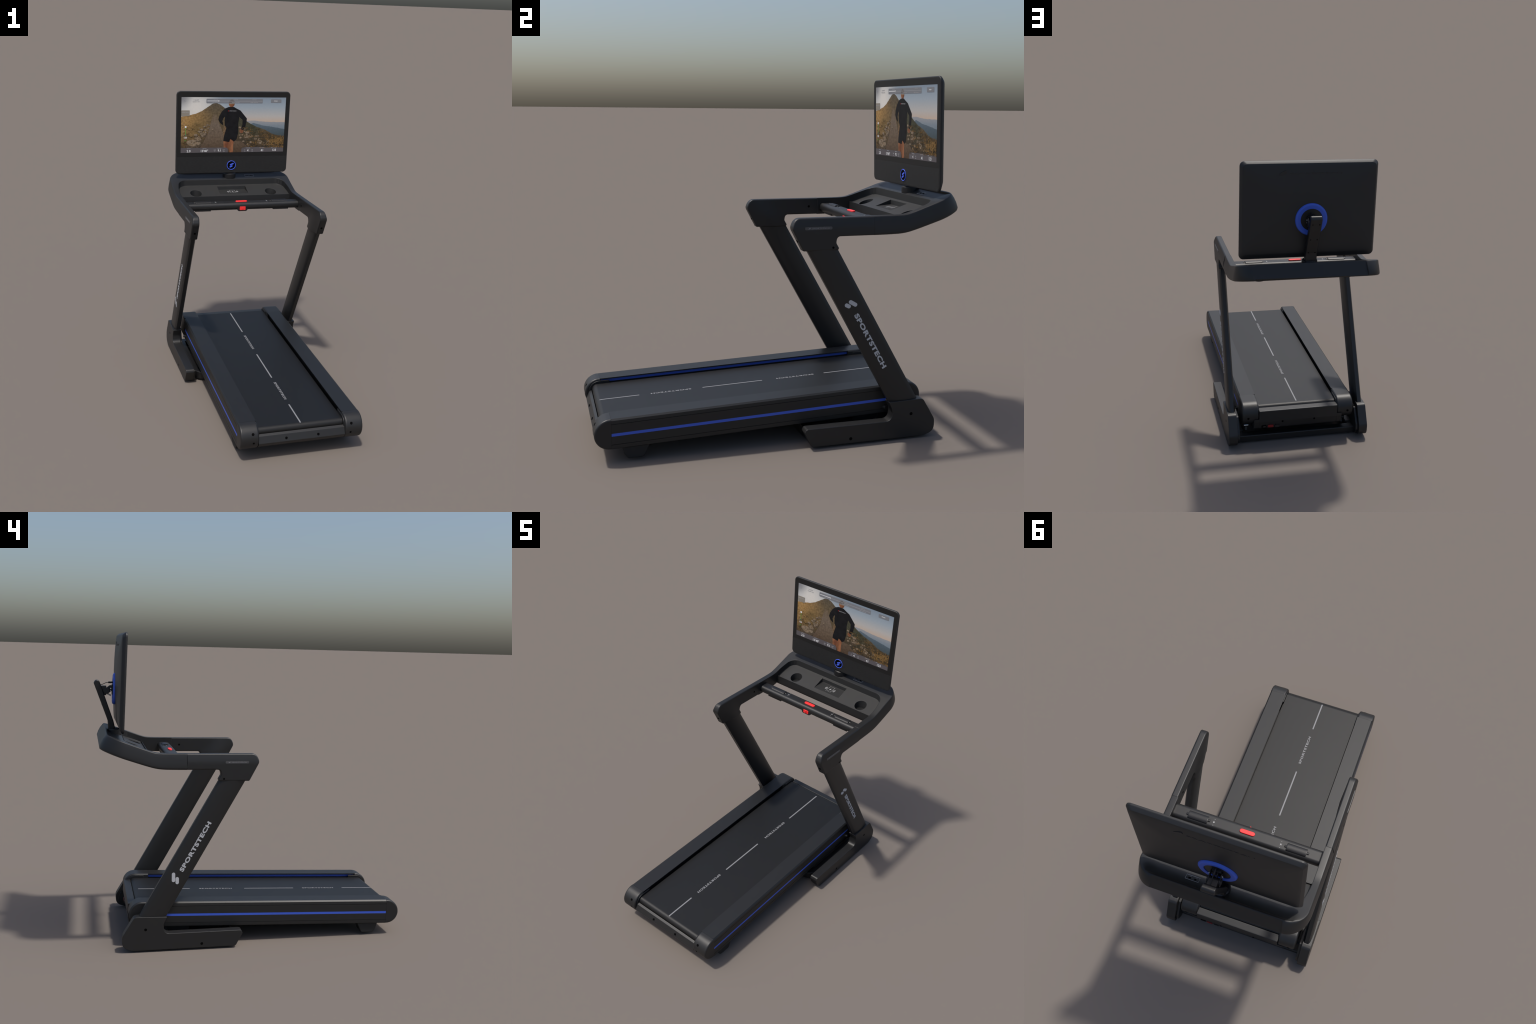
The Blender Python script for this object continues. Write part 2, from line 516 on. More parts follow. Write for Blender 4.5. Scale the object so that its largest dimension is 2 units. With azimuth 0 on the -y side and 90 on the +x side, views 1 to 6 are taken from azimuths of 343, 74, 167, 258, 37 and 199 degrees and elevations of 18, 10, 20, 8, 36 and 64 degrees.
# ------------------------------------------------------------------ uprights
for s in (-1, 1):
    rings = []                                  # oval-faced tube: both broad faces bulge slightly
    for z in (0.200, 1.085):
        y0, y1 = 0.577 - (z - 0.2) * 0.5661, 0.748 - (z - 0.2) * 0.5706
        ring = []
        for k in range(13):
            t = k / 12
            b = math.sin(math.pi * t) ** 0.7
            e = 0.004 if k in (0, 12) else 0.0
            ring.append(Vector((s * (0.4585 + 0.0095 * b - e), y0 + (y1 - y0) * t, z)))
        for k in range(12, -1, -1):
            t = k / 12
            b = math.sin(math.pi * t) ** 0.8
            e = 0.004 if k in (0, 12) else 0.0
            ring.append(Vector((s * (0.4265 - 0.0130 * b + e), y0 + (y1 - y0) * t, z)))
        rings.append(ring)
    up = add("upright", finish(loft(rings), "upright"), STEEL, thing, smooth=35)
    along = Vector((0, 0.500, -0.880)).normalized()
    xs = s * 0.4679
    if s > 0:   # reads downwards on this side
        lettering("upright_lettering", "SPORTSTECH", frame((xs, 0.4445, 0.5695), along, along.cross(Vector((-1, 0, 0)))), 0.352, 0.0275,
                  GREY, up, bold=0.044, thick=0.0008, spacing=1.12)
        pills = (((0.3255, 0.789), (0.3525, 0.7735)), ((0.3035, 0.773), (0.3165, 0.7665)))
    else:       # reads upwards on the other
        lettering("upright_lettering", "SPORTSTECH", frame((xs, 0.3925, 0.659), -along, (-along).cross(Vector((1, 0, 0)))), 0.352, 0.0275,
                  GREY, up, bold=0.044, thick=0.0008, spacing=1.12)
        pills = (((0.5255, 0.488), (0.5255, 0.449)), ((0.5025, 0.459), (0.5025, 0.435)))
    for p0, p1 in pills:
        plate("logo_bar", pill(p0, p1, 0.0105), *sorted((xs, xs + s * 0.0009)), YZ, GREY, up, smooth=0)

# ------------------------------------------------------------------ handrails
for s in (-1, 1):
    prof = rounded([(0.448, 1.1370), (0.448, 1.2350), (0.020, 1.2350, 0.052), (-0.001, 1.185, 0.035), (0.062, 1.066, 0.010), (0.262, 1.066, 0.0095),
                    (0.240, 1.104, 0.020), (0.246, 1.137, 0.026)], 8)
    a, b = sorted((s * 0.4185, s * 0.4690))
    bm = prism(prof, a, b, YZ, 0.008, 5)
    for k in range(9):                         # cut a grid so the inner face can swell at the elbow
        for co, no in (((0, 0.02 + 0.03 * k, 0), (0, 1, 0)), ((0, 0, 1.080 + 0.0165 * k), (0, 0, 1))):
            bmesh.ops.bisect_plane(bm, geom=bm.verts[:] + bm.edges[:] + bm.faces[:], plane_co=co, plane_no=no)
    for v in bm.verts:
        y, z = v.co.y, v.co.z
        if v.co.x * s < 0.424:
            edge = 0.577 - (z - 0.2) * 0.5661
            t = min(1, max(0, (y - edge) / 0.172))
            v.co.x -= s * 0.0125 * math.sin(math.pi * t) * min(1, max(0, (1.232 - z) / 0.10)) * min(1, max(0, (0.30 - y) / 0.05))
    me = finish(bm, "handrail")
    square_joint(me, 0.448, 0.0115)
    for v in me.vertices:                      # the outer side leans in towards the top
        if v.co.x * s > 0.445 and v.co.z > 1.185:
            v.co.x -= s * 0.012 * min(1, (v.co.z - 1.185) / 0.0525)
    arm = add("handrail", me, BODY, thing)
    lean = lambda z: 0.4707 - 0.012 * max(0, (z - 1.185) / 0.0525)
    plate("arm_badge", rect(0.068, 1.1755, 0.214, 1.1905, 0.005), *sorted((s * 0.4675, s * 0.4699)), YZ, BADGE, arm, smooth=0)
    d = (0, s, 0)
    lettering("badge_lettering", "SPORTSTECH", frame((s * 0.4699, 0.141 + s * 0.012, 1.183), d, (0, 0, 1)), 0.095, 0.0065, WHITE, arm, bold=0.01, thick=0.0004, spacing=1.1)
    for o, dz in ((0, 0.0018), (0.004, -0.0018)):
        yc = 0.141 - s * (0.047 + o)
        plate("badge_bar", pill((yc - 0.0035, 1.183 + dz), (yc + 0.0035, 1.183 + dz + s * 0.001), 0.0014), *sorted((s * 0.4699, s * 0.4704)), YZ, WHITE, arm, smooth=0)
    disc("arm_screw", (s * 0.4668, 0.222, 1.081), (s, 0, 0), 0.006, 0.0026, DARK, arm)
    disc("arm_screw", (s * 0.4205, 0.395, 1.185), (-s, 0, 0), 0.007, 0.0028, DARK, arm)
    disc("arm_screw", (s * 0.443, 0.0360, 1.1165), (0, -0.875, -0.485), 0.007, 0.0030, DARK, arm)

# ------------------------------------------------------------------ console housing
def z_top(y):
    b = 0.055
    t = y - 0.635
    ramp = 0.5 * (t + math.sqrt(t * t + b * b * 0.25)) if abs(t) < 0.3 else max(0, t)
    return 1.2350 + 0.36 * (ramp - 0.5 * (-0.187 + math.sqrt(0.187 ** 2 + b * b * 0.25)))


def z_bottom(y):
    t = y - 0.628
    b = 0.09
    return 1.1365 + 0.331 * 0.5 * (t + math.sqrt(t * t + b * b * 0.25)) - 0.331 * 0.5 * (-0.18 + math.sqrt(0.18 ** 2 + b * b * 0.25))


outline = [(0.4695, 0.4485 + 0.0130 * k, 0.0) for k in range(30)]          # straight side
y_c, r_x, r_y = outline[-1][1], 0.112, 0.971 - outline[-1][1]
for k in range(1, 15):
    t = math.pi / 2 * k / 14
    outline.append((0.4695 - r_x * (1 - math.cos(t)), y_c + r_y * math.sin(t), math.sin(t)))
rings = []
for x, y, f in outline:
    ring = []
    yi = lambda d: y - d * f
    lv = []
    inset_top_x, inset_top_y = 0.0135 * (1 - f) + 0.010 * f, 0.041
    zt = z_top(y - inset_top_y * f)
    zb = z_bottom(y)
    zm = zb + (zt - zb) * 0.45
    e = 0.006
    lv.append((x - 0.009, y - 0.008 * f, zb))
    lv.append((x - 0.002, y - 0.001 * f, zb + e))
    lv.append((x, y - 0.000 * f, zb + 2.5 * e))
    lv.append((x - 0.0035, y - 0.009 * f, zm))
    lv.append((x - 0.008, y - 0.022 * f, zm + (zt - zm) * 0.5))
    lv.append((x - inset_top_x + 0.002, y - (inset_top_y - 0.004) * f, zt - 0.007))
    lv.append((x - inset_top_x - 0.001, y - (inset_top_y + 0.001) * f, zt - 0.0018))
    lv.append((x - inset_top_x - 0.007, y - (inset_top_y + 0.006) * f, zt))
    ring = [Vector(p) for p in lv] + [Vector((-p[0], p[1], p[2])) for p in reversed(lv)]
    rings.append(ring)
hull = finish(loft(rings), "console")

FLOOR = lambda y: 1.222 + 0.36 * (y - 0.72)
tray_plan = rounded([(-0.4185, 0.40), (0.4185, 0.40), (0.4185, 0.70, 0.3), (0.398, 0.818, 0.075), (-0.398, 0.818, 0.075), (-0.4185, 0.70, 0.3)], 10)
cut = []
bm = bmesh.new()                       # tray cavity, floor follows the ramp
lo = [bm.verts.new((p.x, p.y, FLOOR(p.y))) for p in tray_plan]
hi = [bm.verts.new((p.x * 1.0, p.y + (0.004 if p.y > 0.7 else 0), 1.6)) for p in tray_plan]
for i in range(len(lo)):
    j = (i + 1) % len(lo)
    bm.faces.new((lo[i], lo[j], hi[j], hi[i]))
bm.faces.new(lo)
bm.faces.new(hi)
cut.append(bm)
cut.append(prism([Vector(p) for p in [(-0.4185, 0.30), (0.4185, 0.30), (0.4185, 0.660), (-0.4185, 0.660)]], 1.0, 1.5, XY))
shelf = []                              # shallow shelf round the stand, running out at both ends
for x, d in ((-0.415, 0.012), (-0.34, 0.0), (0.34, 0.0), (0.415, 0.012)):
    shelf.append([Vector((x, y, z + (d if z < 1.4 else 0))) for y, z in ((0.8195, 1.2980), (0.914, 1.3275), (0.922, 1.50), (0.8195, 1.50))])
cut.append(loft(shelf))
for s in (-1, 1):                      # cup wells
    cut.append(lathe([(0, 0.041), (0.20, 0.045)], (s * 0.286, 0.720, 1.178), (0, 0, 1), 40))
cut.append(prism([Vector(p) for p in [(0.7035, FLOOR(0.7035) - 0.0005), (0.800, 1.2235), (0.803, 1.30), (0.7035, 1.30)]], -0.108, 0.108, YZ))
console_mesh = boolean(hull, cut)
console = add("console", console_mesh, BODY_R, thing, smooth=35)
console.data.materials.append(TRAY)
for p in console.data.polygons:
    c = p.center
    inside = abs(c.x) < 0.4180 and 0.665 < c.y < 0.8193 and c.z < z_top(c.y) - 0.02 and c.z > 1.15
    if inside and not (p.normal.z < -0.2):
        p.material_index = 1
# raised lip along the open edge of the tray
plate("tray_lip", rounded([(0.6565, 1.162), (0.6595, 1.162), (0.6645, 1.2115, 0.001), (0.6610, 1.2115, 0.001)]), -0.417, 0.417, YZ, BODY, console)
for s in (-1, 1):
    disc("cup_holder", (s * 0.286, 0.720, 1.180), (0, 0, -1), 0.046, 0.0155, BODY, console, edge=0.006, seg=40)
    disc("cup_pad", (s * 0.286, 0.720, 1.1775), (0, 0, 1), 0.0405, 0.002, TRAY, console, seg=40)

# wireless-charging sign on the phone pocket
ang = math.atan2(1.2235 - FLOOR(0.7035), 0.0965)
POCKET = frame((0, 0.7515, FLOOR(0.7035) + (0.048) * math.tan(ang) + 0.0004), (1, 0, 0), (0, math.cos(ang), math.sin(ang)))


def line_plate(name, pts, w, matrix, mat, parent, lo=0.0, hi=0.0006):
    """Thin printed stroke following a polyline."""
    left, right = [], []
    for i, p in enumerate(pts):
        p = Vector(p)
        d = (Vector(pts[min(i + 1, len(pts) - 1)]) - Vector(pts[max(i - 1, 0)])).normalized()
        n = Vector((-d.y, d.x)) * w / 2
        left.append(p + n)
        right.append(p - n)
    return plate(name, left + right[::-1], lo, hi, XY, mat, parent, smooth=0, matrix=matrix)


sign = line_plate("charging_sign", [(-0.019, -0.030), (-0.019, 0.034), (0.019, 0.034), (0.019, -0.030)], 0.002, POCKET, ICON, console)
plate("charging_sign", [Vector(p) for p in [(0.004, 0.016), (-0.008, -0.001), (0.000, -0.001), (-0.004, -0.014), (0.008, 0.003), (0.001, 0.003)]],
      0, 0.0006, XY, ICON, sign, matrix=POCKET, smooth=0)
for s in (-1, 1):
    for r in (0.010, 0.016, 0.022):
        arc = [(s * (0.018 + r * math.cos(t)), 0.000 + r * 1.0 * math.sin(t)) for t in [-0.75 + 1.5 * k / 8 for k in range(9)]]
        line_plate("charging_sign", arc, 0.0028, POCKET, ICON, sign)
lettering("charging_sign", "15W", POCKET @ Matrix.Translation((0, -0.024, 0.0002)), 0.018, 0.007, ICON, sign, bold=0.01, thick=0.0004)

# socket panel printed on the console top
RAMP = frame((0.157, 0.867, 1.3134 + 0.0004), (-1, 0, 0), (0, -1, -0.311))
port = line_plate("port_outline", [(-0.036, -0.0135), (0.036, -0.0135), (0.036, 0.0135), (-0.036, 0.0135), (-0.036, -0.0135)], 0.0012, RAMP, GREY, console)
plate("port_socket", rect(-0.022, -0.006, -0.008, 0.002, 0.001), 0, 0.0007, XY, DARK, port, matrix=RAMP, smooth=0)
plate("port_socket", rect(0.010, -0.006, 0.021, 0.001, 0.003), 0, 0.0007, XY, DARK, port, matrix=RAMP, smooth=0)
lettering("port_lettering", "USB", RAMP @ Matrix.Translation((-0.015, 0.0065, 0)), 0.013, 0.004, WHITE, port, thick=0.0004)
lettering("port_lettering", "TYPE-C", RAMP @ Matrix.Translation((0.016, 0.0065, 0)), 0.016, 0.004, WHITE, port, thick=0.0004)

# ------------------------------------------------------------------ control bar
bar = plate("control_bar", rounded([(0.464, 1.151, 0.024), (0.549, 1.151, 0.024), (0.549, 1.204, 0.022), (0.464, 1.204, 0.022)], 8), -0.4195, 0.4195, YZ, BODY, thing)
plate("stop_button", pill((-0.031, 0.506), (0.031, 0.506), 0.0118), 1.2035, 1.2105, XY, RED, bar, w=0.0, w_hi=0.003)
housing = plate("key_housing", rounded([(-0.044, 1.176, 0.004), (-0.036, 1.150, 0.006), (-0.028, 1.143, 0.005), (0.028, 1.143, 0.005), (0.036, 1.150, 0.006), (0.044, 1.176, 0.004)]),
                0.4665, 0.505, XZ, BLACK, bar, w=0.002, w_hi=0)
key = plate("safety_key", rect(-0.0215, 1.1515, 0.0215, 1.1775, 0.003), 0.4625, 0.470, XZ, RED, bar, w=0.0015, w_hi=0)
plate("key_grip", rect(-0.003, 1.1555, 0.003, 1.1735, 0.002), 0.4560, 0.4630, XZ, RED, key, w=0.001, w_hi=0)
for s in (-1, 1):
    # knurled roller set into the bar
    rings, n, m = [], 96, 60
    cx, cy, cz, R = s * 0.280, 0.5105, 1.2020, 0.0220
    for i in range(m + 1):
        x = -0.056 + 0.112 * i / m
        ring = []
        for k in range(n):
            t = 2 * math.pi * k / n
            ridge = 0.5 + 0.5 * math.sin(26 * t + x * 900)
            edge = 1.0 if 0 < i < m else 0.93
            r = (R + 0.0012 * ridge) * edge
            ring.append((cx + x, cy + r * math.cos(t), cz + 0.45 * r * math.sin(t)))
        rings.append(ring)
    roller = add("dial_roller", finish(loft(rings), "dial_roller"), BLACK, bar, smooth=60)
    for e in (-1, 1):
        disc("roller_hub", (cx + e * 0.0555, cy, cz - 0.0020), (e, 0, 0), 0.0085, 0.0130, BODY, roller, edge=0.002)
    plate("hand_sensor", rounded([(0.470, 1.1475, 0.004), (0.545, 1.1475, 0.004), (0.545, 1.160), (0.470, 1.160)]), *sorted((s * 0.232, s * 0.346)), YZ, BLACK, bar, w=0.001)
    # printed sign beside each roller
    M = frame((s * 0.190, 0.5095, 1.2038), (-1, 0, 0), (0, -1, 0))
    if s > 0:
        blob = [(-0.008, -0.004), (0.002, -0.007), (0.010, 0.000), (0.002, 0.003), (0.000, 0.009), (-0.004, 0.002)]
    else:
        blob = [(-0.009, -0.006), (-0.003, 0.000), (-0.006, 0.008), (0.001, 0.004), (0.008, 0.009), (0.006, 0.000), (0.009, -0.007), (0.001, -0.003)]
    plate("dial_sign", [Vector((p[1] * 0.7, p[0] * 0.7)) for p in blob], 0, 0.0006, XY, ICON, bar, matrix=M, smooth=0)
    for yy in (-0.0175, 0.0175):
        plate("dial_sign", rect(-0.0022, yy - 0.001, 0.0022, yy + 0.001), 0, 0.0006, XY, ICON, bar, matrix=M, smooth=0)

# ------------------------------------------------------------------ display stand
stand_base = add("stand_base", finish(lathe([(-0.012, 0.049), (0.030, 0.049), (0.036, 0.047), (0.039, 0.042), (0.042, 0.036)], (0, 0.871, 1.304), (0, -0.06, 1), 40), "stand_base"), BLACK, thing)
post_prof = [(0.858, 1.325), (0.907, 1.325), (0.909, 1.392, 0.05), (0.9975, 1.633, 0.012), (0.986, 1.655, 0.018), (0.962, 1.648, 0.016), (0.873, 1.392, 0.04)]
post_r = rounded(post_prof, 8)
me = finish(prism(post_r, -0.036, 0.036, YZ, 0.006), "stand_post")
post = add("stand_post", me, BLACK, thing)
d_post = Vector((0, 0.0885, 0.241)).normalized()
n_post = Vector((0, d_post.z, -d_post.y))
for t in (0.03, 0.42, 0.86):
    for x in (-0.021, 0.021):
        c = Vector((x, 0.909, 1.392)) + d_post * (0.257 * t) + n_post * -0.002
        disc("post_screw", c, n_post, 0.0042, 0.0024, DARK, post, seg=14)
# tilt joint
hinge = add("tilt_joint", finish(lathe([(-0.036, 0.018), (-0.034, 0.020), (0.034, 0.020), (0.036, 0.018)], (0, 0.917, 1.585), (1, 0, 0), 28), "tilt_joint"), BLACK, thing)
for x in (-0.0285, -0.008, 0.010, 0.0285):
    plate("joint_plate", pill((0.914, 1.583), (0.890, 1.602), 0.0165), x - 0.0022, x + 0.0022, YZ, BLACK, hinge, w=0.0005)
plate("joint_block", rect(-0.024, 1.560, 0.024, 1.625, 0.004), 0.866, 0.884, XZ, BLACK, hinge, w=0.001)
plate("joint_block", rect(-0.026, 1.556, 0.026, 1.616, 0.004), 0.918, 0.952, XZ, BLACK, hinge, w=0.002)
for s in (-1, 1):
    for z in (1.600, 1.585):
        disc("joint_bolt", (s * 0.030, 0.8905, z), (s, 0, 0), 0.0045 if z > 1.59 else 0.0032, 0.006, CHROME, hinge, edge=0.001, seg=12)
tube("power_cable", [(0.004, 0.955, 1.620), (0.004, 0.935, 1.627), (0.004, 0.915, 1.636), (0.004, 0.900, 1.637)], 0.0022, BLACK, thing)
disc("cable_plug", (0.004, 0.905, 1.637), (0, -1, 0.02), 0.006, 0.034, BLACK, thing, edge=0.001, seg=14)
disc("joint_lever", (0.010, 0.912, 1.566), (0, -0.86, -0.5), 0.005, 0.028, CHROME, hinge, edge=0.001, seg=14)

# ------------------------------------------------------------------ display
TILT = 0.0355
DISPLAY = frame((0.009, 0.8255, 1.346), (1, 0, 0), (0, -TILT, 1))     # x right, y up, z towards the runner
W2, H = 0.4285, 0.606


def ring_rect(i_side, i_top, i_bottom, r, z):
    return [Vector((p.x, p.y, z)) for p in rounded([(-W2 + i_side, i_bottom, r), (W2 - i_side, i_bottom, r), (W2 - i_side, H - i_top, r), (-W2 + i_side, H - i_top, r)], 8)]


shell = [(0.006, 0.006, 0.006, 0.026, 0.0), (0.0022, 0.0022, 0.0022, 0.028, -0.0008), (0.0006, 0.0006, 0.0006, 0.029, -0.0026), (0.0, 0.0, 0.0, 0.030, -0.005), (0.0, 0.0, 0.0, 0.030, -0.0105),
         (0.0015, 0.0015, 0.002, 0.030, -0.0140), (0.0145, 0.0140, 0.030, 0.030, -0.0292), (0.0175, 0.0178, 0.036, 0.031, -0.0305), (0.028, 0.030, 0.055, 0.032, -0.0330), (0.048, 0.052, 0.085, 0.034, -0.0365),
         (0.080, 0.085, 0.125, 0.038, -0.0400), (0.12, 0.115, 0.160, 0.042, -0.0433), (0.17, 0.150, 0.195, 0.046, -0.0466), (0.23, 0.185, 0.225, 0.05, -0.0490), (0.30, 0.225, 0.26, 0.03, -0.0502)]
display = add("display", finish(loft([ring_rect(*q) for q in shell]), "display"), CASING, thing, DISPLAY, smooth=24, weighted=False)

# front glass and the woven speaker strip below it
plate("display_glass", rounded([(-W2 + 0.0065, 0.1285, 0), (W2 - 0.0065, 0.1285, 0), (W2 - 0.0065, H - 0.0065, 0.024), (-W2 + 0.0065, H - 0.0065, 0.024)], 8), -0.001, 0.0006, XY, BEZEL, display, matrix=DISPLAY, smooth=0)
plate("speaker_strip", rounded([(-W2 + 0.0065, 0.0065, 0.024), (W2 - 0.0065, 0.0065, 0.024), (W2 - 0.0065, 0.1278, 0), (-W2 + 0.0065, 0.1278, 0)], 8), -0.001, 0.0005, XY, FABRIC, display, matrix=DISPLAY, smooth=0)

# round emblem
EM = DISPLAY @ Matrix.Translation((-0.0065, 0.0600, 0))
emblem = disc("emblem_disc", (0, 0, 0), (0, 0, 1), 0.031, 0.0022, DARK, display, matrix=EM, seg=48)
ring = lathe([(0.0, 0.0345), (0.0022, 0.0345), (0.0032, 0.0335), (0.0032, 0.0312), (0.0022, 0.0300), (0.0, 0.0300), (0.0, 0.0345)], (0, 0, 0), (0, 0, 1), 56)
add("emblem_ring", finish(ring, "emblem_ring"), BLUE_MARK, emblem, EM)
for p0, p1 in (((-0.0065, 0.0035), (0.0125, 0.0120)), ((-0.0085, -0.0125), (0.0045, -0.0060))):
    plate("emblem_bar", pill(p0, p1, 0.0052), 0.0021, 0.0030, XY, BLUE_MARK, emblem, matrix=EM, smooth=0)

# embossed wordmark on the back, blue ring and hub
BACK = frame((0, 0, 0), (-1, 0, 0), (0, 1, 0))
lettering("back_lettering", "SPORTSTECH", DISPLAY @ Matrix.Translation((-0.0320, 0.5210, -0.0384)) @ BACK, 0.325, 0.032, CASING, display, bold=0.02, thick=0.0014, spacing=1.1)
for p0, p1 in (((0.185, 0.526), (0.157, 0.541)), ((0.184, 0.499), (0.164, 0.510))):
    plate("back_logo_bar", pill(p0, p1, 0.010), -0.0402, -0.0370, XY, CASING, display, matrix=DISPLAY, smooth=0)
HUB = DISPLAY @ Matrix.Translation((-0.009, 0.2500, 0)) @ BACK
prof = [(0.044, 0.1010), (0.0510, 0.1010), (0.0570, 0.0990), (0.0612, 0.0935), (0.0622, 0.0890), (0.0605, 0.0690), (0.0590, 0.0680), (0.044, 0.0680), (0.044, 0.1010)]
add("mount_ring", finish(lathe(prof, (0, 0, 0), (0, 0, 1), 72), "mount_ring"), BLUE_RING, display, HUB)
disc("mount_plate", (0, 0, 0.044), (0, 0, 1), 0.069, 0.0125, BLACK, display, matrix=HUB, seg=48)


# ------------------------------------------------------------------ picture on the display
SW, SH = 0.787, 0.4055
SX, SY = 0.0005, 0.1580
PIC = DISPLAY @ Matrix.Translation((SX - SW / 2, SY + SH, 0))     # u right 0..SW, v measured down from the top edge
LAYER = 0.00003


def S(u, v):
    return Vector((u * SW, -v * SH))


def flat(r, g, b, k=1.0):
    c = srgb(r, g, b)
    return tuple(x * k for x in c[:3])


GAIN = 1.32          # the set's light on an upright face is about half of full


def pic_mat(name, rgb, rgb2=None, scale=60, stretch=(1, 1, 1), ramp=(0.35, 0.65), detail=5):
    a = tuple(min(1, c * GAIN) for c in srgb(*rgb)[:3])
    z = tuple(min(1, c * GAIN) for c in srgb(*rgb2)[:3]) if rgb2 else None
    return material(name, a, 0.5, spec=0.15, colour2=z, scale=scale, stretch=stretch, ramp=ramp, detail=detail)


def grad_mat(name, stops, axis=1, length=SH, flip=True, extra=None):
    """Colour ramp along one axis of the picture, plus an optional round glow (centre, radius, colour)."""
    m = bpy.data.materials.new(name)
    m.use_nodes = True
    nt = m.node_tree
    b = nt.nodes["Principled BSDF"]
    b.inputs["Roughness"].default_value = 0.5
    b.inputs["Specular IOR Level"].default_value = 0.15
    tc = nt.nodes.new("ShaderNodeTexCoord")
    sp = nt.nodes.new("ShaderNodeSeparateXYZ")
    nt.links.new(tc.outputs["Object"], sp.inputs["Vector"])
    ma = nt.nodes.new("ShaderNodeMath")
    ma.operation = "MULTIPLY"
    ma.inputs[1].default_value = (-1.0 if flip else 1.0) / length
    nt.links.new(sp.outputs[axis], ma.inputs[0])
    r = nt.nodes.new("ShaderNodeValToRGB")
    el = r.color_ramp.elements
    while len(el) < len(stops):
        el.new(0.5)
    for e, (p, c) in zip(el, stops):
        e.position = p
        e.color = (*[min(1, x * GAIN) for x in srgb(*c)[:3]], 1)
    nt.links.new(ma.outputs[0], r.inputs["Fac"])
    col = r.outputs["Color"]
    for centre, radius, c in extra or []:
        d = nt.nodes.new("ShaderNodeVectorMath")
        d.operation = "DISTANCE"
        d.inputs[1].default_value = (centre[0] * SW, -centre[1] * SH, 0)
        nt.links.new(tc.outputs["Object"], d.inputs[0])
        mr = nt.nodes.new("ShaderNodeMapRange")
        mr.interpolation_type = "SMOOTHSTEP"
        mr.inputs["From Min"].default_value = radius
        mr.inputs["From Max"].default_value = 0.0
        nt.links.new(d.outputs["Value"], mr.inputs["Value"])
        mx = nt.nodes.new("ShaderNodeMix")
        mx.data_type = "RGBA"
        nt.links.new(mr.outputs["Result"], mx.inputs[0])
        nt.links.new(col, mx.inputs[6])
        mx.inputs[7].default_value = (*[min(1, x * GAIN) for x in srgb(*c)[:3]], 1)
        col = mx.outputs[2]
    # fine mottling
    n = nt.nodes.new("ShaderNodeTexNoise")
    n.inputs["Scale"].default_value = 70
    n.inputs["Detail"].default_value = 6
    nt.links.new(tc.outputs["Object"], n.inputs["Vector"])
    return m, nt, b, col, n


def textured(tup, amount):
    m, nt, b, col, n = tup
    mr = nt.nodes.new("ShaderNodeMapRange")
    mr.inputs["From Min"].default_value = 0.3
    mr.inputs["From Max"].default_value = 0.7
    mr.inputs["To Min"].default_value = 1 - amount
    mr.inputs["To Max"].default_value = 1 + amount
    nt.links.new(n.outputs["Fac"], mr.inputs["Value"])
    mx = nt.nodes.new("ShaderNodeVectorMath")
    mx.operation = "SCALE"
    nt.links.new(col, mx.inputs[0])
    nt.links.new(mr.outputs["Result"], mx.inputs["Scale"])
    nt.links.new(mx.outputs["Vector"], b.inputs["Base Color"])
    return m


layer_no = [0]
BASE_Z = 0.0006


def layer(name, poly, mat, parent=None):
    layer_no[0] += 1
    z = BASE_Z + LAYER * layer_no[0]
    pts = [S(*p) if not isinstance(p, Vector) else p for p in poly]
    return plate(name, pts, z - LAYER * 0.9, z, XY, mat, parent or display, matrix=PIC, smooth=0)


def many(name, polys, mat):
    """Several flat shapes on one layer, joined."""
    layer_no[0] += 1
    z = BASE_Z + LAYER * layer_no[0]
    bm = bmesh.new()
    for i, poly in enumerate(polys):
        f = bm.faces.new([bm.verts.new((p.x, p.y, z + i * 2e-6)) for p in poly])
        if f.normal.z < 0:
            f.normal_flip()
    me = bpy.data.meshes.new(name)
    bm.to_mesh(me)
    bm.free()
    o = add(name, me, mat, display, PIC, smooth=0)
    o["kind"] = "stuff"
    return o


SKY = textured(grad_mat("picture_sky", [(0.0, (118, 130, 142)), (0.18, (140, 150, 158)), (0.34, (165, 162, 158)), (0.45, (175, 155, 138)), (1.0, (150, 135, 120))],
                        extra=[((0.14, 0.20), 0.24, (198, 194, 187)), ((0.0, 0.0), 0.10, (120, 120, 122))]), 0.02)
screen = layer("screen", [(0, 0), (1, 0), (1, 1), (0, 1)], SKY)


def wobble(pts, amp, n=6):
    out = []
    for (a, b), (c, d) in zip(pts, pts[1:]):
        for k in range(n):
            t = k / n
            out.append((a + (c - a) * t, b + (d - b) * t + (random.uniform(-amp, amp) if k else 0)))
    return out + [pts[-1]]


